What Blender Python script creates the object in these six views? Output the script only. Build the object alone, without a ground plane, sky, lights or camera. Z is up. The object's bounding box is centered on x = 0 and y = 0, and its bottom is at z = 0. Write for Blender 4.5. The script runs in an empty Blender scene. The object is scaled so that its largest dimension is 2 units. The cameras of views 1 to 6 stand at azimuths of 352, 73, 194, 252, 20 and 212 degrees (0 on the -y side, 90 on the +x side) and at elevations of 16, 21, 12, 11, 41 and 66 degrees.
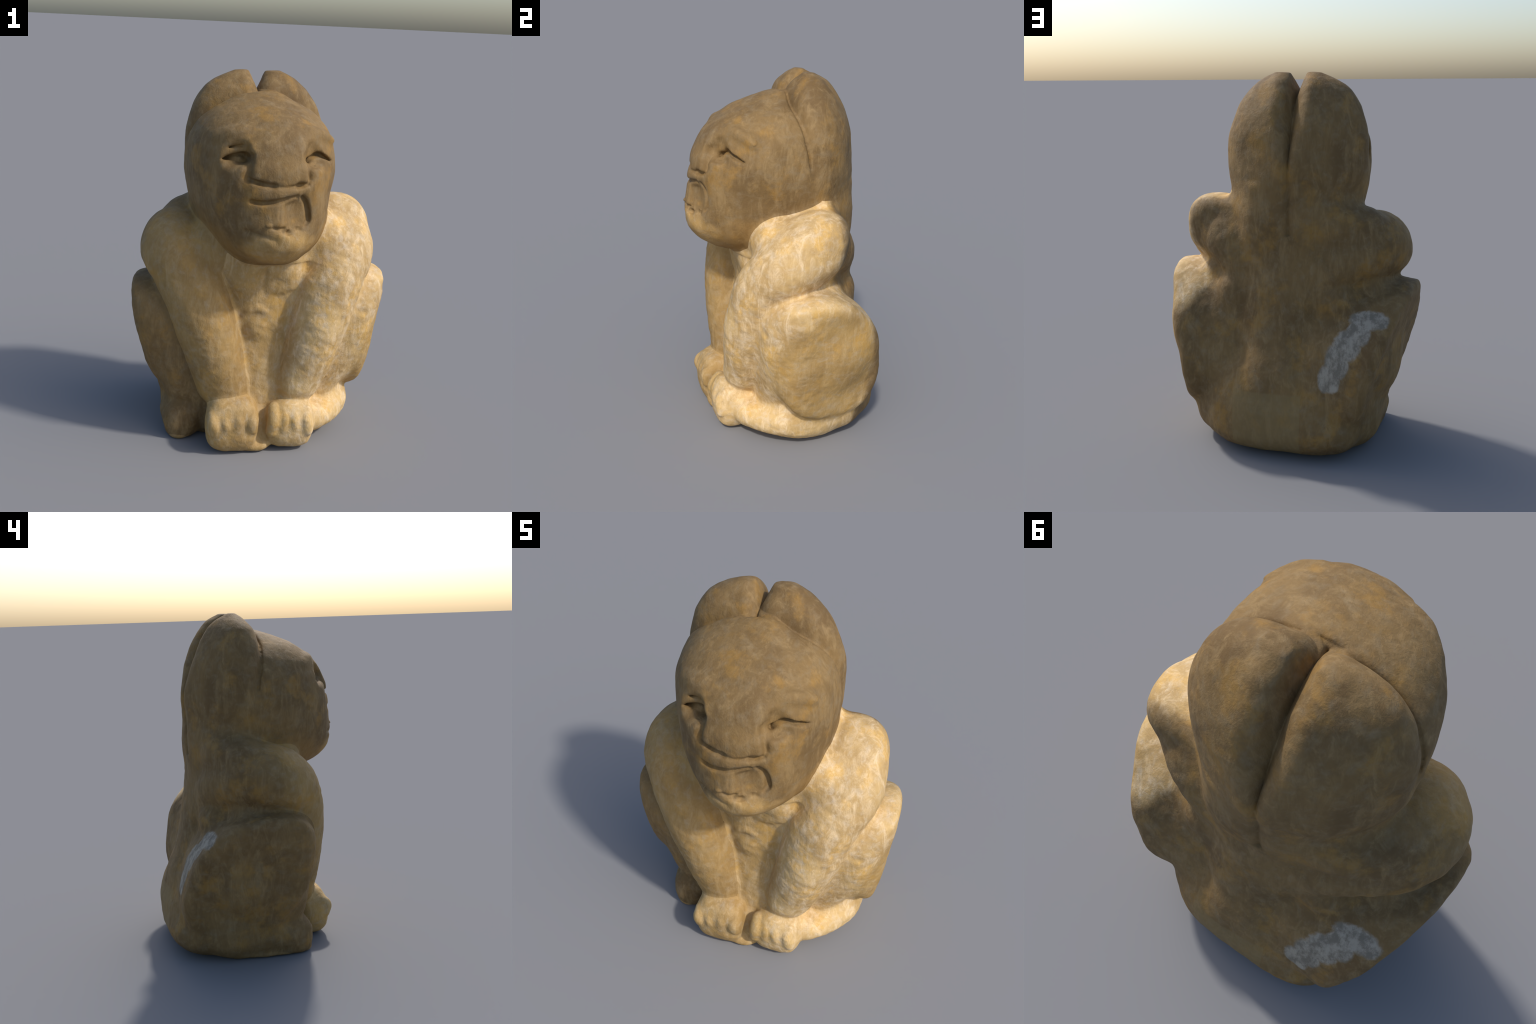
# Carved stone figure: a crouching feline-human with a cleft head.
# The body is one implicit surface (lofts, limb chains, rounded lumps blended
# together), meshed once, weathered, and then separated into named body parts.
import bpy
import math
import numpy as np

STEP = 0.0056            # meshing resolution in metres
rng = np.random.default_rng(7)

# ------------------------------------------------------------------ the field
LO = np.array([-0.80, -0.66, -0.05])
HI = np.array([0.80, 0.68, 2.07])
N = np.ceil((HI - LO) / STEP).astype(int) + 1
AX = [LO[i] + STEP * np.arange(N[i]) for i in range(3)]
AX = [a.astype(np.float32) for a in AX]
FIELD = np.full(N, 0.5, np.float32)
LABEL = np.zeros(N, np.int8)
NAMES = []


def part(name):
    """Open a new named part; pieces added next belong to it."""
    NAMES.append(name)


def box_slices(lo, hi, margin):
    sl = []
    for i in range(3):
        a = int(np.clip(math.floor((lo[i] - margin - LO[i]) / STEP), 0, N[i] - 2))
        b = int(np.clip(math.ceil((hi[i] + margin - LO[i]) / STEP) + 1, a + 2, N[i]))
        sl.append(slice(a, b))
    return tuple(sl)


def coords(sl):
    return (AX[0][sl[0]][:, None, None], AX[1][sl[1]][None, :, None], AX[2][sl[2]][None, None, :])


def smooth_min(a, b, k):
    k = np.maximum(k, 1e-5)
    h = np.maximum(k - np.abs(a - b), 0) / k
    return np.minimum(a, b) - h * h * k * 0.25


def normalised(g):
    """Turn an implicit value (1 on the surface) into an approximate distance."""
    gx, gy, gz = np.gradient(g, STEP)
    s = np.sqrt(gx * gx + gy * gy + gz * gz)
    return (g - 1) / np.maximum(s, 0.8)


def add(sl, d, k, own=True):
    f = FIELD[sl]
    if own:
        lab = LABEL[sl]
        lab[d < f] = len(NAMES) - 1
    FIELD[sl] = smooth_min(f, d.astype(np.float32), k)


def carve(sl, d, k):
    """Take the solid d away, with a rounded lip of size k."""
    FIELD[sl] = -smooth_min(-FIELD[sl], d.astype(np.float32), k)


def rotation(rx=0, ry=0, rz=0):
    a, b, c = np.radians([rx, ry, rz])
    X = np.array([[1, 0, 0], [0, math.cos(a), -math.sin(a)], [0, math.sin(a), math.cos(a)]])
    Y = np.array([[math.cos(b), 0, math.sin(b)], [0, 1, 0], [-math.sin(b), 0, math.cos(b)]])
    Z = np.array([[math.cos(c), -math.sin(c), 0], [math.sin(c), math.cos(c), 0], [0, 0, 1]])
    return Z @ Y @ X


def lump_value(centre, radii, n=2.0, rot=(0, 0, 0), k=0.05):
    R = rotation(*rot)
    c, r = np.array(centre, float), np.array(radii, float)
    ext = np.abs(R) @ r
    sl = box_slices(c - ext, c + ext, k + 0.03)
    x, y, z = coords(sl)
    x, y, z = x - np.float32(c[0]), y - np.float32(c[1]), z - np.float32(c[2])
    g = 0
    gr = 0
    for i in range(3):
        p = np.abs(np.float32(R[0, i]) * x + np.float32(R[1, i]) * y + np.float32(R[2, i]) * z) / np.float32(r[i])
        g = g + p ** n
        gr = gr + (p ** (n - 1) / np.float32(r[i])) ** 2
    g = np.maximum(g, 1e-6)
    gn = g ** (1 / n)
    return sl, ((gn - 1) / np.maximum(np.sqrt(gr) * gn ** (1 - n), 0.8)).astype(np.float32)


def lump(centre, radii, n=2.0, rot=(0, 0, 0), k=0.05):
    add(*lump_value(centre, radii, n, rot, k), k)


def pit(centre, radii, n=2.0, rot=(0, 0, 0), k=0.02):
    carve(*lump_value(centre, radii, n, rot, k), k)


def spline(P, per=4):
    """Catmull-Rom curve through the given stations (position and radius)."""
    if len(P) < 3:
        return P
    E = np.vstack([2 * P[0] - P[1], P, 2 * P[-1] - P[-2]])
    out = []
    for i in range(1, len(E) - 2):
        for t in np.arange(per) / per:
            a, b, c, d = E[i - 1:i + 3]
            out.append(.5 * (2 * b + (c - a) * t + (2 * a - 5 * b + 4 * c - d) * t * t + (3 * b - a - 3 * c + d) * t ** 3))
    return np.array(out + [P[-1]])


def chain_value(pts, k=0.05, squash=(1, 1, 1)):
    """Limb: a run of round cones through (x, y, z, radius)."""
    P = spline(np.array(pts, float))
    q = np.array(squash, float)
    sl = box_slices((P[:, :3] - P[:, 3:] * q).min(0), (P[:, :3] + P[:, 3:] * q).max(0), k + 0.03)
    x, y, z = coords(sl)
    x, y, z = [(v / np.float32(s)) for v, s in zip((x, y, z), q)]
    out = None
    for A, B in zip(P[:-1], P[1:]):
        a, b = A[:3] / q, B[:3] / q
        ab = b - a
        L2 = max(ab @ ab, 1e-9)
        t = np.clip(((x - a[0]) * ab[0] + (y - a[1]) * ab[1] + (z - a[2]) * ab[2]) / L2, 0, 1)
        t = t.astype(np.float32)
        dx, dy, dz = x - (a[0] + t * ab[0]), y - (a[1] + t * ab[1]), z - (a[2] + t * ab[2])
        d = np.sqrt(dx * dx + dy * dy + dz * dz) - (A[3] + t * (B[3] - A[3]))
        d = (d * min(q)).astype(np.float32)
        out = d if out is None else np.minimum(out, d)
    return sl, out


def chain(pts, k=0.05, squash=(1, 1, 1)):
    add(*chain_value(pts, k, squash), k)


def groove(pts, k=0.012, squash=(1, 2, 1)):
    carve(*chain_value(pts, k, squash), k)


def curve(zs, vs, z):
    """Smooth (monotone cubic) interpolation of a profile."""
    zs, vs = np.array(zs, float), np.array(vs, float)
    h = np.diff(zs)
    s = np.diff(vs) / h
    m = np.zeros_like(vs)
    m[0], m[-1] = s[0], s[-1]
    for i in range(1, len(vs) - 1):
        if s[i - 1] * s[i] > 0:
            w1, w2 = 2 * h[i] + h[i - 1], h[i] + 2 * h[i - 1]
            m[i] = (w1 + w2) / (w1 / s[i - 1] + w2 / s[i])
    i = np.clip(np.searchsorted(zs, z) - 1, 0, len(zs) - 2)
    t = np.clip((z - zs[i]) / h[i], 0, 1)
    return ((2 * t**3 - 3 * t**2 + 1) * vs[i] + (t**3 - 2 * t**2 + t) * h[i] * m[i]
            + (-2 * t**3 + 3 * t**2) * vs[i + 1] + (t**3 - t**2) * h[i] * m[i + 1])


def loft(profile, centre, n=2.4, k=0.05, shear=0.0, crease=0.0):
    """Upright body: rows of (z, reach to -x, +x, front, back) round a centre."""
    T = np.array(profile, float)
    cx, cy = centre
    lo = [cx - T[:, 1].max() - 0.08, cy - T[:, 3].max(), T[0, 0]]
    hi = [cx + T[:, 2].max() + 0.08, cy + T[:, 4].max(), T[-1, 0]]
    sl = box_slices(lo, hi, k + 0.03)
    x, y, z = coords(sl)
    zz = AX[2][sl[2]].astype(float)
    zc = np.clip(zz, T[0, 0], T[-1, 0])
    w = [np.maximum(curve(T[:, 0], T[:, j], zc), 0.02).astype(np.float32)[None, None, :] for j in range(1, 5)]
    beyond = np.maximum(np.maximum(T[0, 0] - zz, zz - T[-1, 0]), 0).astype(np.float32)[None, None, :]
    dx = x + np.float32(shear) * y - np.float32(cx)
    dy = y - np.float32(cy)
    px = np.where(dx < 0, -dx / w[0], dx / w[1])
    py = np.where(dy < 0, -dy / w[2], dy / w[3])
    nf, nb = n if isinstance(n, tuple) else (n, n)
    g = (px ** nf + py ** nf) ** (1 / nf) + 0 * z
    if nb != nf:
        g = np.where(dy < 0, g, (px ** nb + py ** nb) ** (1 / nb))
    d = normalised(g.astype(np.float32))
    d = np.where(beyond > 0, np.sqrt(np.maximum(d, 0) ** 2 + beyond ** 2), d)
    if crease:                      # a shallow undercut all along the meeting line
        cut = np.maximum(d - crease, -(FIELD[sl] + 0.016))
        carve(sl, np.maximum(cut, np.maximum(y - .09, 1.50 - z) * .3), 0.030)
        k = (k + .05 * np.clip((1.62 - z) / .2, 0, 1)).astype(np.float32)
    add(sl, d, k)


# ------------------------------------------------------------------ the figure
def disc_value(face, normal, ru, rw, depth, m=4.0, k=0.05, lean=0.0):
    """A thick round cake lying behind a flat face; normal points out of the face."""
    n = np.array(normal, float)
    n /= np.linalg.norm(n)
    u = np.cross([0, 0, 1.0], n)
    u /= np.linalg.norm(u)
    w = np.cross(n, u)
    c = np.array(face, float) - n * depth
    ext = np.abs(n) * depth + np.abs(u) * ru + np.abs(w) * rw
    ext[1] += abs(lean) * rw
    sl = box_slices(c - ext, c + ext, k + 0.03)
    x, y, z = coords(sl)
    x, z = x - np.float32(c[0]), z - np.float32(c[2])
    y = y - np.float32(c[1]) + np.float32(lean) * z
    pn, pu, pw = [(np.float32(v[0]) * x + np.float32(v[1]) * y + np.float32(v[2]) * z) / np.float32(r)
                  for v, r in ((n, depth), (u, ru), (w, rw))]
    g = ((np.abs(pu) ** 2.3 + np.abs(pw) ** 2.3) ** (m / 2.3) + np.abs(pn) ** m) ** (1 / m)
    return sl, normalised(g.astype(np.float32))


# --- torso: an upright column between the arms
part("torso")
loft([(0.02, .28, .28, .30, .38), (0.20, .28, .28, .36, .45), (0.42, .24, .24, .335, .46),
      (0.60, .23, .27, .31, .405), (0.75, .25, .275, .305, .368), (0.90, .28, .27, .295, .342), (1.00, .295, .285, .345, .330),
      (1.08, .31, .30, .36, .318), (1.25, .31, .29, .32, .322), (1.42, .26, .25, .18, .29)],
     (0, 0.05), n=2.7, k=0.0)
lump((-0.105, -0.185, 0.95), (0.12, 0.08, 0.11), 2.4, k=0.045)
lump((0.105, -0.185, 0.95), (0.12, 0.08, 0.11), 2.4, k=0.045)
chain([(-.15, -.225, .66, .018), (-.035, -.248, .775, .018), (.10, -.225, .66, .018)], k=0.02)
lump((-.03, -.20, .67), (.075, .075, .09), 2.2, k=0.02)
groove([(.0, -.300, 1.01, .005), (-.005, -.285, .93, .007), (-.005, -.280, .86, .006)], k=0.02)
for s in (1, -1):
    groove([(.005 * s, -.280, .855, .006), (.08 * s, -.285, .840, .008), (.17 * s, -.262, .870, .005)], k=0.02)

part("haunch")
loft([(0.0, .40, .34, .28, .38), (0.05, .465, .44, .30, .465), (0.12, .505, .495, .31, .50),
      (0.25, .54, .495, .31, .505), (0.36, .50, .48, .29, .48), (0.46, .42, .43, .26, .43), (0.56, .30, .34, .2, .32)],
     (0, 0.05), n=2.6, k=0.05)

lump((-.22, .36, .14), (.22, .20, .13), 2.2, k=0.05)

# --- folded hind legs: big flat-faced discs turned outward and back
def thigh(centre, axis, ru, rw, cut, offset, lean, bevel=None):
    sl, d = disc_value(centre, axis, ru, rw, .36, 5.0, lean=lean)
    x, y, z = coords(sl)
    for plane in ((cut, offset), bevel):
        if plane:
            n = np.array(plane[0], float)
            n /= np.linalg.norm(n)
            face = np.float32(n[0]) * x + np.float32(n[1]) * y + np.float32(n[2]) * z - np.float32(plane[1])
            d = -smooth_min(-d, -face.astype(np.float32), 0.06)
    add(sl, -smooth_min(-d, .704 - np.abs(x) + 0 * d, 0.03), 0.04)


part("thigh")
thigh((.80, .10, .55), (.995, .06, -.06), .325, .39, (.965, .20, -.15), .550, 0.24, bevel=((.80, -.58, -.15), .515))
lump((.515, .14, .62), (.152, .24, .26), 2.0, k=0.05)
part("thigh")
thigh((-.80, .165, .50), (-.99, .08, -.06), .36, .385, (-.943, .207, -.261), .456, 0.33, bevel=((-.80, -.58, -.10), .578))
lump((-.450, .14, .48), (.168, .25, .22), 2.0, k=0.05)
# the hollow between thigh and forearm is only shallow
part("shin")
lump((.25, .20, .84), (.13, .15, .14), 2.0, k=0.06)
lump((.36, .09, .93), (.13, .13, .10), 2.0, k=0.05)
lump((.36, -.12, .46), (.15, .12, .22), 2.2, k=0.08)
part("shin")
lump((-.27, .25, .82), (.12, .12, .11), 2.0, k=0.06)
lump((-.42, .08, .88), (.14, .15, .09), 2.0, k=0.05)
lump((-.40, -.12, .45), (.15, .12, .27), 2.2, k=0.06)

part("foot")
chain([(.36, .24, .17, .155), (.41, .08, .15, .14), (.435, -.05, .15, .112), (.39, -.17, .14, .085), (.30, -.255, .14, .082)], k=0.035)
part("foot")
chain([(-.38, .24, .15, .145), (-.40, .05, .13, .13), (-.42, -.10, .12, .11), (-.42, -.14, .115, .09)], k=0.035)
lump((-.42, -.13, .10), (.10, .12, .105), 3.0, k=0.04)

# --- arms
part("arm")
lump((.43, .035, 1.17), (.173, .15, .16), 2.5, k=0.06)
lump((.40, .10, 1.235), (.15, .12, .10), 2.4, k=0.05)
lump((.22, .13, 1.26), (.13, .11, .12), 2.0, k=0.06)
lump((.31, -.115, 1.14), (.16, .15, .16), 2.0, k=0.06)
chain([(.22, .19, 1.00, .14), (.32, .13, 1.12, .165), (.42, -.02, 1.115, .185), (.43, -.135, 1.03, .17), (.365, -.225, .90, .152),
       (.295, -.268, .66, .130), (.205, -.262, .36, .112)], k=0.030)
chain([(.365, -.225, .90, .135), (.300, -.265, .66, .128), (.210, -.262, .36, .108)], k=0.03, squash=(1.2, .95, 1))
part("arm")
lump((-.33, .13, 1.19), (.20, .15, .13), 2.0, k=0.08)
lump((-.26, .20, 1.20), (.15, .13, .15), 2.0, k=0.06)
lump((-.28, -.13, 1.09), (.14, .14, .16), 2.0, k=0.06)
chain([(-.12, .25, .88, .12), (-.26, .19, 1.01, .165), (-.43, .05, 1.07, .195), (-.457, -.08, 1.04, .186), (-.385, -.185, .90, .164),
       (-.30, -.235, .68, .142), (-.195, -.240, .33, .123)], k=0.032)
chain([(-.385, -.185, .90, .145), (-.305, -.235, .68, .136), (-.200, -.240, .33, .118)], k=0.03, squash=(1.16, .95, 1))

# --- fists on the ground
chain([(-.42, .20, .018, .035), (-.46, .0, .018, .042), (-.44, -.20, .018, .036)], k=0.03, squash=(1, 1, .5))
part("hand")
lump((.16, -.315, .145), (.135, .11, .142), 3.0, k=0.03)
for fx, fz, r in ((.065, .215, .036), (.118, .22, .030), (.175, .215, .034), (.242, .21, .036)):
    part("finger")
    chain([(fx, -.368, fz + .030, r * .9), (fx, -.402, fz - .02, r), (fx + .1 * (fx - .155), -.395, fz - .09, r * .9)], k=0.011)
part("plinth")
lump((-.03, -.335, .028), (.09, .08, .036), 2.2, k=0.03)
lump((-.005, -.285, .11), (.045, .08, .12), 2.2, k=0.03)
part("hand")
lump((-.16, -.335, .15), (.142, .108, .155), 3.0, k=0.025)
for fx, fz, r in ((-.262, .20, .033), (-.200, .205, .033), (-.132, .21, .036), (-.062, .205, .034)):
    part("finger")
    chain([(fx, -.392, fz + .025, r), (fx, -.420, fz - .012, r), (fx, -.408, fz - .06, r * .9)], k=0.014)

# --- head: the profile of brow, nose and chin is the front of this loft
part("head")
loft([(1.03, .11, .10, .27, .2), (1.065, .20, .20, .405, .22), (1.12, .27, .265, .497, .25), (1.20, .33, .31, .550, .25),
      (1.28, .37, .335, .560, .25), (1.41, .405, .355, .547, .25), (1.52, .415, .37, .532, .25),
      (1.62, .412, .362, .505, .25), (1.71, .38, .337, .456, .25), (1.80, .302, .262, .345, .2),
      (1.86, .20, .15, .205, .15), (1.90, .10, .08, .07, .1)],
     (-0.01, 0.0), n=2.0, k=0.04, shear=0.05)

part("crest")
loft([(0.95, .16, .18, .10, .20), (1.15, .25, .27, .12, .245), (1.35, .345, .345, .12, .27), (1.50, .38, .378, .14, .29), (1.65, .38, .38, .145, .27),
      (1.80, .348, .335, .14, .225), (1.90, .292, .262, .12, .17), (1.96, .215, .192, .08, .115), (1.997, .13, .12, .04, .04)],
     (-0.035, 0.10), n=(3.2, 1.66), k=0.006, crease=0.009)
# the cleft that splits the crest, wedge shaped, running down the back
sl = box_slices([-.25, -.15, 1.2], [.2, .5, 2.05], 0.02)
x, y, z = coords(sl)
q = np.sqrt(((y - .06) / .27) ** 2 + ((z - 1.35) / .525) ** 2)
q = (q - 1) * 0.38 * np.clip((z - 1.50) / .28, 0, 1)
wedge = (np.abs(x + .045) - 0.60 * q + 0.006) * 0.85
wedge = np.maximum(wedge, -.03 - y)
carve(sl, wedge, 0.05)

# --- face: eyes sunk beside the broad nose, thick lip, long mouth
# sockets cut back beside the nose wall, flat under the brow
part("eye")
pit((.240, -.515, 1.640), (.105, .135, .085), 3.4, (0, 16, 6), k=0.014)
groove([(.150, -.392, 1.600, .010), (.205, -.378, 1.630, .016), (.250, -.348, 1.614, .013), (.288, -.312, 1.590, .006)], k=0.010, squash=(1, 2.2, 1))
pit((.152, -.385, 1.600), (.020, .030, .022), 2.0, k=0.012)
lump((.185, -.350, 1.590), (.048, .035, .030), 2.0, (0, 0, 25), k=0.012)
part("eye")
pit((-.230, -.51, 1.636), (.100, .128, .080), 3.0, (0, -14, -6), k=0.018)
groove([(-.150, -.395, 1.625, .014), (-.205, -.380, 1.612, .016), (-.255, -.350, 1.598, .012), (-.300, -.310, 1.585, .006)], k=0.012, squash=(1, 2.2, 1))
pit((-.165, -.405, 1.608), (.042, .062, .027), 2.0, (0, -8, 0), k=0.014)
lump((-.190, -.338, 1.592), (.046, .034, .026), 2.0, (0, 0, -25), k=0.010)
groove([(-.165, -.395, 1.668, .006), (-.215, -.372, 1.660, .006), (-.27, -.33, 1.635, .004)], k=0.012)
# the mouth is broken back on the figure's left side
pit((.14, -.60, 1.36), (.11, .115, .125), 2.3, (0, 0, 8), k=0.05)
part("brow")
chain([(.170, -.352, 1.735, .016), (.235, -.330, 1.722, .018), (.300, -.268, 1.688, .010)], k=0.05)
chain([(-.155, -.362, 1.720, .016), (-.215, -.345, 1.715, .018), (-.280, -.290, 1.685, .010)], k=0.05)
part("nose")
chain([(-.090, -.455, 1.545, .050), (.02, -.460, 1.55, .058), (.105, -.455, 1.545, .050)], k=0.03)
groove([(-.128, -.455, 1.625, .010), (-.140, -.475, 1.575, .012), (-.148, -.482, 1.525, .010)], k=0.03, squash=(1, 1.3, 1))
groove([(.140, -.455, 1.625, .010), (.150, -.472, 1.575, .012), (.158, -.478, 1.525, .010)], k=0.03, squash=(1, 1.3, 1))
part("mouth")
chain([(-.10, -.478, 1.455, .035), (.01, -.505, 1.455, .038), (.085, -.480, 1.462, .034)], k=0.025)
groove([(-.137, -.490, 1.517, .011), (-.06, -.530, 1.502, .014), (.02, -.548, 1.494, .008), (.10, -.525, 1.497, .013), (.150, -.495, 1.502, .010)], k=0.010)
pit((-.030, -.545, 1.500), (.026, .036, .015), k=0.010)
pit((.112, -.520, 1.500), (.028, .040, .017), k=0.010)
groove([(-.128, -.508, 1.418, .010), (-.07, -.540, 1.414, .015), (.01, -.548, 1.428, .012), (.095, -.518, 1.450, .007)], k=0.010)
groove([(.122, -.500, 1.442, .009), (.150, -.488, 1.400, .014), (.163, -.484, 1.33, .014), (.150, -.496, 1.300, .010)], k=0.010, squash=(1, 2.4, 1))
groove([(.101, -.512, 1.440, .004), (.097, -.512, 1.363, .004), (.112, -.515, 1.320, .006)], k=0.008)
groove([(.012, -.555, 1.42, .003), (.008, -.552, 1.34, .003)], k=0.006)
groove([(-.055, -.565, 1.31, .007), (.01, -.560, 1.288, .013), (.06, -.540, 1.298, .010), (.12, -.520, 1.282, .013)], k=0.010)
groove([(-.145, -.505, 1.270, .010), (-.06, -.560, 1.252, .010), (-.01, -.572, 1.235, .008)], k=0.016)
# chipped stone along the broken lip
for i in range(22):
    px = rng.uniform(-.06, .13)
    pz = 1.290 + rng.normal(0, .020)
    py = -.566 + .42 * max(px, 0) + rng.normal(0, .005)
    size = rng.uniform(.005, .020)
    if i % 2:
        lump((px, py + .016, pz), (size, size * .6, size * .6), 3.0, (rng.uniform(-40, 40),) * 3, k=0.006)
    else:
        pit((px, py, pz), (size * 1.4, size, size * .8), 3.0, (rng.uniform(-40, 40),) * 3, k=0.006)
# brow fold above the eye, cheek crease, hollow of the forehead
pit((.065, -.545, 1.775), (.05, .10, .085), 2.0, (0, 25, 0), k=0.05)


# ------------------------------------------------------------------ meshing
def surface_net(F):
    S = F < 0
    n = F.shape
    c = np.zeros([m - 1 for m in n], np.int8)
    for i in (0, 1):
        for j in (0, 1):
            for k in (0, 1):
                c += S[i:n[0] - 1 + i, j:n[1] - 1 + j, k:n[2] - 1 + k]
    act = np.argwhere((c > 0) & (c < 8))
    ids = np.full(c.shape, -1, np.int32)
    ids[act[:, 0], act[:, 1], act[:, 2]] = np.arange(len(act))
    acc = np.zeros((len(act), 3))
    cnt = np.zeros(len(act))
    for a in range(3):
        o = [b for b in range(3) if b != a]
        for u in (0, 1):
            for v in (0, 1):
                p = act.copy()
                p[:, o[0]] += u
                p[:, o[1]] += v
                e = p.copy()
                e[:, a] += 1
                f0 = F[p[:, 0], p[:, 1], p[:, 2]]
                f1 = F[e[:, 0], e[:, 1], e[:, 2]]
                m = (f0 < 0) != (f1 < 0)
                t = f0[m] / (f0[m] - f1[m])
                q = p[m].astype(float)
                q[:, a] += t
                acc[m] += q
                cnt[m] += 1
    verts = LO + STEP * acc / cnt[:, None]
    quads = []
    for a in range(3):
        b, d = (a + 1) % 3, (a + 2) % 3
        s0 = [slice(1, -1)] * 3
        s1 = [slice(1, -1)] * 3
        s0[a], s1[a] = slice(0, n[a] - 1), slice(1, n[a])
        A, B = S[tuple(s0)], S[tuple(s1)]
        for flip, mask in ((False, A & ~B), (True, ~A & B)):
            e = np.argwhere(mask)
            e[:, b] += 1
            e[:, d] += 1
            corner = []
            for ub, ud in ((-1, -1), (0, -1), (0, 0), (-1, 0)):
                p = e.copy()
                p[:, b] += ub
                p[:, d] += ud
                corner.append(ids[p[:, 0], p[:, 1], p[:, 2]])
            if flip:
                corner = corner[::-1]
            quads.append(np.stack(corner, 1))
    return verts, np.concatenate(quads), act


FIELD = np.maximum(FIELD, (0.002 - AX[2])[None, None, :])     # flat where it stands
V, Q, cells = surface_net(FIELD)


def keep_largest(V, Q, cells):
    lab = np.arange(len(V))
    while True:
        m = lab[Q].min(1)
        new = lab.copy()
        for j in range(4):
            np.minimum.at(new, Q[:, j], m)
        new = new[new]
        if (new == lab).all():
            break
        lab = new
    root = np.bincount(lab).argmax()
    keep = lab == root
    idx = np.cumsum(keep) - 1
    return V[keep], idx[Q[keep[Q[:, 0]]]], cells[keep]


V, Q, cells = keep_largest(V, Q, cells)


def vertex_normals(V, Q):
    d1, d2 = V[Q[:, 2]] - V[Q[:, 0]], V[Q[:, 3]] - V[Q[:, 1]]
    fn = np.cross(d1, d2)
    n = np.zeros_like(V)
    for j in range(4):
        for a in range(3):
            n[:, a] += np.bincount(Q[:, j], fn[:, a], len(V))
    return n / np.maximum(np.linalg.norm(n, axis=1, keepdims=True), 1e-12)


def relax(V, Q, rounds, amount=0.5):
    for _ in range(rounds):
        s = np.zeros_like(V)
        c = np.zeros(len(V))
        for j in range(4):
            a, b = Q[:, j], Q[:, (j + 1) % 4]
            for t in range(3):
                s[:, t] += np.bincount(a, V[b, t], len(V)) + np.bincount(b, V[a, t], len(V))
            c += np.bincount(a, minlength=len(V)) + np.bincount(b, minlength=len(V))
        V = V + amount * (s / c[:, None] - V)
    return V


TABLE = rng.random((64, 64, 64)) * 2 - 1


def noise(P, size, seed=0):
    p = P / size + seed * 17.31
    i = np.floor(p).astype(int)
    f = p - i
    f = f * f * f * (f * (f * 6 - 15) + 10)
    out = 0
    for a in (0, 1):
        for b in (0, 1):
            for c in (0, 1):
                w = np.abs(1 - a - f[:, 0]) * np.abs(1 - b - f[:, 1]) * np.abs(1 - c - f[:, 2])
                out = out + w * TABLE[(i[:, 0] + a) % 64, (i[:, 1] + b) % 64, (i[:, 2] + c) % 64]
    return out


V = relax(V, Q, 2, 0.5)
NRM = vertex_normals(V, Q)
d = 0.006 * noise(V, .18, 1) + 0.0018 * noise(V, .06, 2) + 0.0008 * noise(V, .025, 3)
# tool marks: short ridges across the limbs and the chest, fainter on the head
across = V @ rotation(0, 25, 20) * np.array([.6, .6, 1.0])
limb = np.clip((1.12 - V[:, 2]) / .12, 0, 1) * np.clip((.12 - V[:, 1]) / .15, 0, 1)
d += (0.0004 + 0.0012 * limb) * noise(across, .034, 5) + 0.0008 * limb * noise(across, .014, 6)
V = V + NRM * d[:, None]
V[:, 2] = np.maximum(V[:, 2], 0)
# the figure stands exactly two metres high and centred
NRM = vertex_normals(V, Q)


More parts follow.
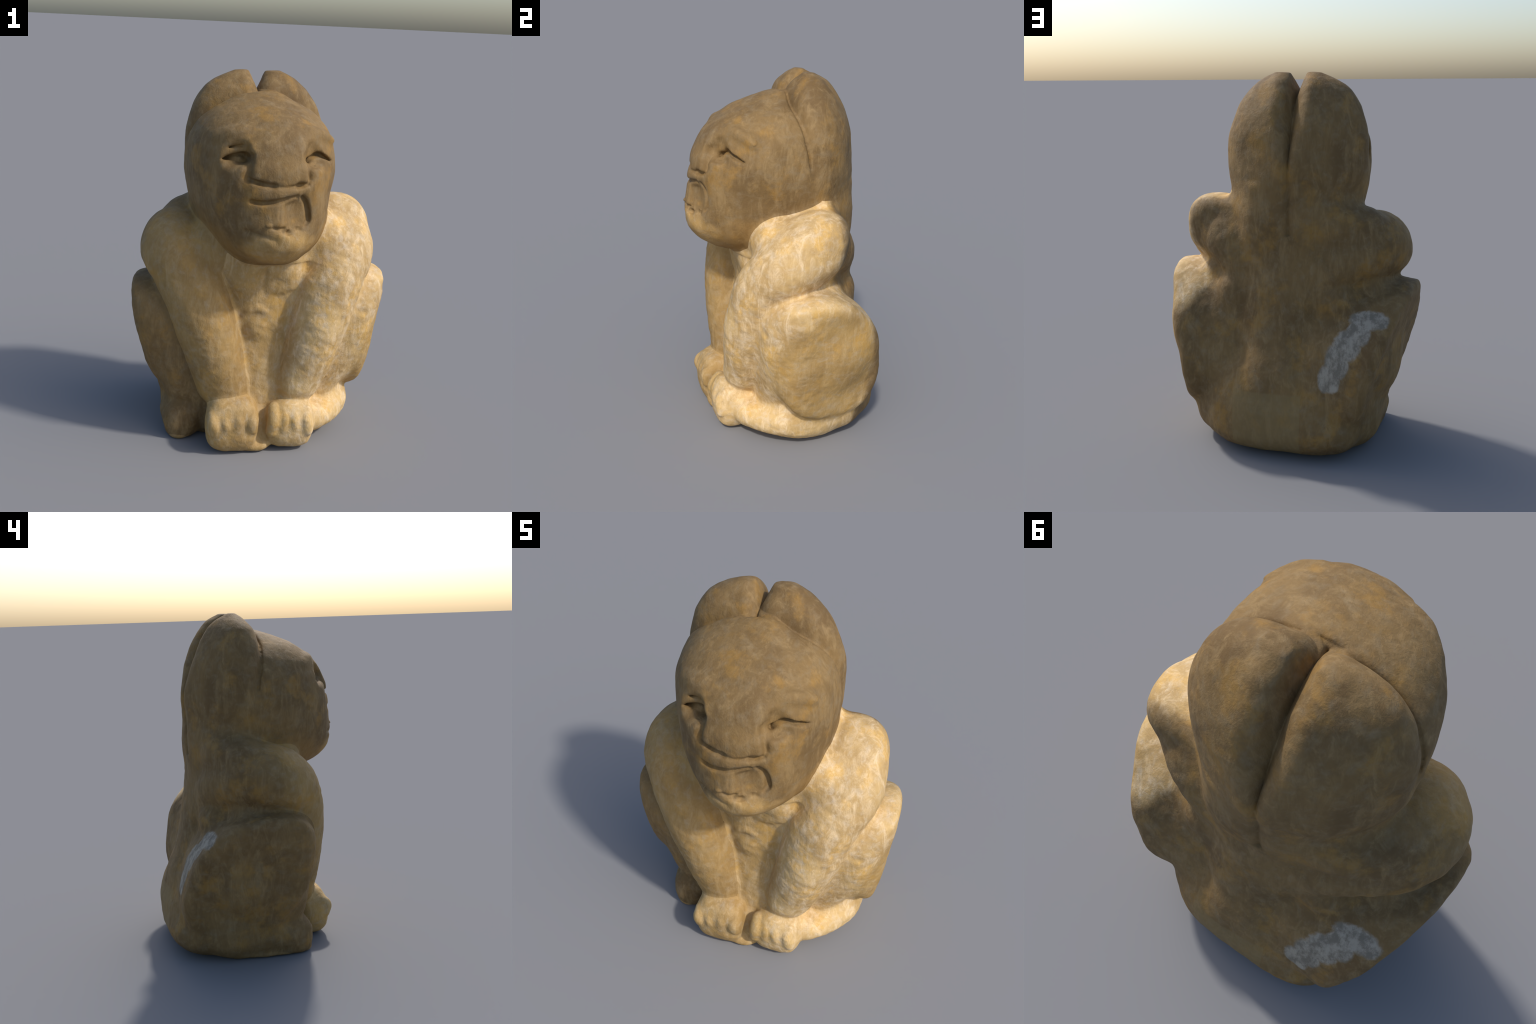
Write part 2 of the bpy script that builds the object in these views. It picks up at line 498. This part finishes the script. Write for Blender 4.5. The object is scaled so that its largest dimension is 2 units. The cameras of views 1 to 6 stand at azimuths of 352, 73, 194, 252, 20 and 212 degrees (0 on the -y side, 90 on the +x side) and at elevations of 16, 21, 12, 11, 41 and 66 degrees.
# ------------------------------------------------------------------ material
class Nodes:
    """Small helper for wiring a procedural material."""

    def __init__(self, name):
        self.mat = bpy.data.materials.new(name)
        self.mat.use_nodes = True
        self.nt = self.mat.node_tree
        self.bsdf = self.nt.nodes["Principled BSDF"]
        self.pos = self.nt.nodes.new("ShaderNodeTexCoord").outputs["Object"]
        sep = self.nt.nodes.new("ShaderNodeSeparateXYZ")
        self.nt.links.new(self.pos, sep.inputs[0])
        self.x, self.y, self.z = sep.outputs

    def put(self, socket, value):
        if isinstance(value, bpy.types.NodeSocket):
            self.nt.links.new(value, socket)
        else:
            socket.default_value = value

    def noise(self, scale, detail=4, rough=0.6, stretch=(1, 1, 1), turn=(0, 0, 0), distort=0.0, shift=0.0):
        m = self.nt.nodes.new("ShaderNodeMapping")
        m.inputs["Scale"].default_value = stretch
        m.inputs["Rotation"].default_value = turn
        m.inputs["Location"].default_value = (shift, shift * .7, shift * 1.3)
        self.nt.links.new(self.pos, m.inputs[0])
        n = self.nt.nodes.new("ShaderNodeTexNoise")
        self.nt.links.new(m.outputs[0], n.inputs["Vector"])
        n.inputs["Scale"].default_value = scale
        n.inputs["Detail"].default_value = detail
        n.inputs["Roughness"].default_value = rough
        n.inputs["Distortion"].default_value = distort
        return n.outputs["Fac"]

    def math(self, op, a, b=0.0):
        n = self.nt.nodes.new("ShaderNodeMath")
        n.operation = op
        self.put(n.inputs[0], a)
        self.put(n.inputs[1], b)
        return n.outputs[0]

    def step(self, v, lo, hi):
        n = self.nt.nodes.new("ShaderNodeMapRange")
        n.interpolation_type = "SMOOTHSTEP"
        self.put(n.inputs["Value"], v)
        self.put(n.inputs["From Min"], lo)
        self.put(n.inputs["From Max"], hi)
        return n.outputs["Result"]

    def mix(self, f, a, b):
        n = self.nt.nodes.new("ShaderNodeMix")
        n.data_type = "RGBA"
        self.put(n.inputs["Factor"], f)
        for i, c in ((6, a), (7, b)):
            self.put(n.inputs[i], c if isinstance(c, bpy.types.NodeSocket) else (*c, 1))
        return n.outputs[2]

    def ball(self, centre, radii, soft=0.3, wobble=None):
        """Mask: 1 inside an ellipsoid around a spot, 0 outside."""
        s = None
        for v, c, r in zip((self.x, self.y, self.z), centre, radii):
            d = self.math("DIVIDE", self.math("SUBTRACT", v, c), r)
            d = self.math("MULTIPLY", d, d)
            s = d if s is None else self.math("ADD", s, d)
        if wobble is not None:
            s = self.math("ADD", s, wobble)
        return self.step(s, 1 + soft, 1 - soft)


def patina(N, dark, mid, light, ochre, grey):
    """Mottled weathered stone: broad stains, ochre blotches, streaky pale grain."""
    broad = N.noise(3.2, 5, .6, distort=.4)
    c = N.mix(N.step(broad, .36, .64), dark, mid)
    c = N.mix(N.math("MULTIPLY", N.step(N.noise(6, 5, .62, shift=3), .50, .66), .75), c, ochre)
    streak = N.noise(19, 6, .72, (1, 1, .30), (0.5, 0.3, 0), .9, 7)
    c = N.mix(N.math("MULTIPLY", N.step(streak, .42, .78), .75), c, light)
    spot = N.noise(24, 5, .65, (1, .6, 1), (0, .4, .6), .4, 13)
    c = N.mix(N.math("MULTIPLY", N.step(spot, .45, .78), .6), c, grey)
    grain = N.noise(55, 5, .7, (1, 1, .35), (.3, .2, 0), .6, 19)
    dk = N.math("MULTIPLY", N.step(grain, .52, .34), .30)
    return N.mix(dk, c, dark)


def finish(N, colour, rough=.72):
    N.put(N.bsdf.inputs["Base Color"], colour)
    N.put(N.bsdf.inputs["Roughness"], rough)
    N.bsdf.inputs["Specular IOR Level"].default_value = .25
    h = N.math("ADD", N.math("MULTIPLY", N.noise(40, 6, .7, (1, 1, .5), (.4, .2, 0), .5), 1.0),
               N.math("MULTIPLY", N.noise(130, 3, .6), .35))
    bump = N.nt.nodes.new("ShaderNodeBump")
    bump.inputs["Strength"].default_value = .35
    bump.inputs["Distance"].default_value = .012
    N.put(bump.inputs["Height"], h)
    N.put(N.bsdf.inputs["Normal"], bump.outputs[0])
    return N.mat


BROWN = dict(dark=(.145, .088, .034), mid=(.218, .135, .051), light=(.32, .217, .099), ochre=(.30, .168, .043), grey=(.238, .178, .102))
PALE = dict(dark=(.42, .275, .115), mid=(.60, .41, .18), light=(.84, .66, .43), ochre=(.64, .385, .105), grey=(.64, .54, .41))
TAN = dict(dark=(.33, .205, .072), mid=(.41, .262, .094), light=(.51, .365, .185), ochre=(.47, .275, .072), grey=(.42, .33, .21))


def head_material():
    N = Nodes("brown_weathered_stone")
    c = patina(N, **BROWN)
    w = N.math("MULTIPLY", N.math("SUBTRACT", N.noise(9, 4), .5), 1.6)
    warm = patina(N, **TAN)
    # paler chin, ochre stain along the jaw and behind the cheek
    c = N.mix(N.math("MULTIPLY", N.ball((.05, -.56, 1.17), (.20, .22, .10), .6, w), .85), c, warm)
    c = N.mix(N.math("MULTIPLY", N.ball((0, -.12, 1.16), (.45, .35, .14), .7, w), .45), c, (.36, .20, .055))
    return finish(N, c)


def body_material(name, mode="plain"):
    N = Nodes(name)
    w = N.math("MULTIPLY", N.math("SUBTRACT", N.noise(7, 5, .65, distort=.3), .5), 1.0)
    pale = patina(N, **PALE)
    tan = patina(N, **TAN)
    brown = patina(N, **BROWN)
    # smooth tan faces of the haunches, and a duller chest and right arm
    c = N.mix(N.ball((.66, .10, .50), (.22, .34, .40), .25, w), pale, tan)
    c = N.mix(N.math("MULTIPLY", N.step(N.math("ADD", N.x, N.math("MULTIPLY", w, .06)), .17, .11), .8), c, tan)
    # brown patina over the back, with an uneven edge
    edge = N.math("ADD", .15, N.math("MULTIPLY", N.math("MULTIPLY", N.step(N.x, .30, .56), N.step(N.z, .98, .86)), .20))
    edge = N.math("SUBTRACT", edge, N.math("MULTIPLY", N.step(N.x, -.25, -.45), .17))  # brown pulled forward on the right, colouring in that side's shade
    yy = N.math("SUBTRACT", N.math("ADD", N.y, N.math("MULTIPLY", w, .10)), edge)
    if mode == "dull":            # the right arm is mixed part way toward brown all over
        brown_share = N.math("ADD", .35, N.math("MULTIPLY", w, .8))
        c = N.mix(brown_share, tan, brown)
    if mode == "haunch":
        c = N.mix(N.step(N.math("ADD", N.x, N.math("MULTIPLY", w, .1)), -.04, -.14), c, brown)  # right half darkened to carry on the shadow painted on the leg
    wide = .14 if mode == "dull" else .03
    c = brown if mode == "shade_browned" else N.mix(N.step(yy, -wide, wide), c, brown)
    # repaired block low on the back: yellower, with straight edges
    blk = N.math("MULTIPLY", N.step(N.x, -.150, -.142), N.step(N.x, .225, .217))
    blk = N.math("MULTIPLY", blk, N.step(N.math("ADD", N.z, N.math("MULTIPLY", w, .05)), .372, .360))
    blk = N.math("MULTIPLY", blk, N.step(N.y, .30, .32))
    c = N.mix(N.math("MULTIPLY", blk, .42), c, (.25, .185, .085))
    # bare grey-white scar in the hollow behind the right haunch
    wv = N.math("ADD", N.math("MULTIPLY", w, 1.2), N.math("MULTIPLY", N.math("SUBTRACT", N.noise(26, 4), .5), .8))
    scar = None
    for spot, size in (((-.290, .50, .46), (.058, .2, .075)), ((-.325, .48, .55), (.062, .2, .095)),
                       ((-.375, .45, .63), (.070, .2, .075)), ((-.425, .42, .69), (.065, .2, .06)), ((-.48, .38, .750), (.105, .2, .042))):
        m = N.ball(spot, size, .28, wv)
        scar = m if scar is None else N.math("MAXIMUM", scar, m)
    chalk = N.mix(N.step(N.noise(22, 5, .7, (1, 1, .5)), .40, .62), (.185, .160, .122), (.345, .305, .240))
    c = N.mix(scar, c, chalk)
    return finish(N, c)


HEAD_STONE = head_material()
BODY_STONE = body_material("pale_tan_stone")
SHADE_BROWNED_STONE = body_material("shade_browned_stone", "shade_browned")  # right leg's base colour darkened throughout for its unlit side
DULL_STONE = body_material("dull_tan_stone", "dull")
HAUNCH_STONE = body_material("two_toned_stone", "haunch")

# ------------------------------------------------------------------ objects
root = bpy.data.objects.new("stone_statue", None)
bpy.context.collection.objects.link(root)
root["label"] = "crouching cleft-headed feline human carved in tan stone"
root["category"] = "stone statue"

vl = LABEL[cells[:, 0], cells[:, 1], cells[:, 2]]
ql = np.sort(vl[Q], axis=1)[:, 1]


def majority(ql):
    """Even out ragged borders between parts."""
    for _ in range(6):
        votes = np.zeros((len(V), len(NAMES)), np.float32)
        for j in range(4):
            np.add.at(votes, (Q[:, j], ql), 1)
        tot = sum(votes[Q[:, j]] for j in range(4))
        ql = tot.argmax(1)
    return ql


ql = majority(ql)


def smooth_borders(V, rounds=14):
    """Even the saw-tooth border lines between parts, within the surface."""
    E = np.concatenate([np.stack([Q[:, j], Q[:, (j + 1) % 4], ql], 1) for j in range(4)])
    key = np.sort(E[:, :2], axis=1)
    code = key[:, 0].astype(np.int64) * len(V) + key[:, 1]
    order = np.argsort(code, kind="stable")
    code, lab, key = code[order], E[order, 2], key[order]
    same = (code[1:] == code[:-1]) & (lab[1:] != lab[:-1])
    be = key[1:][same]
    n = np.bincount(be.ravel(), minlength=len(V))
    on = n == 2
    near = np.zeros(len(V), bool)
    near[np.unique(Q[np.isin(Q, np.nonzero(n)[0]).any(1)])] = True
    for _ in range(rounds):
        s = np.zeros_like(V)
        for t in range(3):
            s[:, t] = np.bincount(be[:, 0], V[be[:, 1], t], len(V)) + np.bincount(be[:, 1], V[be[:, 0], t], len(V))
        V = V.copy()
        V[on] += .5 * (s[on] / 2 - V[on])
        W = relax(V, Q, 1, .5)
        m = near & (n == 0)
        V[m] = W[m]
    return V


V = smooth_borders(V)
NRM = vertex_normals(V, Q)

# the features of the face are parts of their own; they share the head's surface
FC = V[Q].mean(1)
FACE = [i for i, n in enumerate(NAMES) if n in ("head", "brow", "nose", "mouth", "eye")]
eyes = [i for i, n in enumerate(NAMES) if n == "eye"]
for index, spot, size in ((NAMES.index("nose"), (.012, -.52, 1.595), (.142, .16, .10)),
                          (NAMES.index("mouth"), (.015, -.53, 1.365), (.165, .14, .105)),
                          (eyes[0], (.225, -.36, 1.607), (.085, .10, .045)),
                          (eyes[1], (-.222, -.37, 1.607), (.085, .10, .045))):
    inside = (np.abs((FC - np.array(spot)) / np.array(size)) ** 3).sum(1) < 1
    ql[inside & np.isin(ql, FACE)] = index
made = {}
for li, name in enumerate(NAMES):
    q = Q[ql == li]
    if len(q) == 0:
        continue
    used = np.unique(q)
    remap = np.full(len(V), -1)
    remap[used] = np.arange(len(used))
    me = bpy.data.meshes.new(name)
    me.from_pydata(V[used].tolist(), [], remap[q].tolist())
    me.polygons.foreach_set("use_smooth", np.ones(len(q), bool))
    me.normals_split_custom_set_from_vertices(NRM[used].tolist())
    me.materials.append(HEAD_STONE if name in ("head", "crest", "brow", "nose", "mouth", "eye") else
                        SHADE_BROWNED_STONE if name in ("thigh", "shin", "foot") and V[used, 0].mean() < 0 else
                        DULL_STONE if name == "arm" and V[used, 0].mean() < 0 else
                        HAUNCH_STONE if name == "haunch" else BODY_STONE)
    ob = bpy.data.objects.new(name, me)
    bpy.context.collection.objects.link(ob)
    made[li] = ob
    ob.parent = root
last = {}
for li, ob in made.items():
    name = NAMES[li]
    last[name] = ob
    if name in ("brow", "nose", "mouth", "eye"):
        ob.parent = last["head"]
    if name == "finger":
        ob.parent = last["hand"]
print("verts", len(V), "bounds", V.min(0), V.max(0))
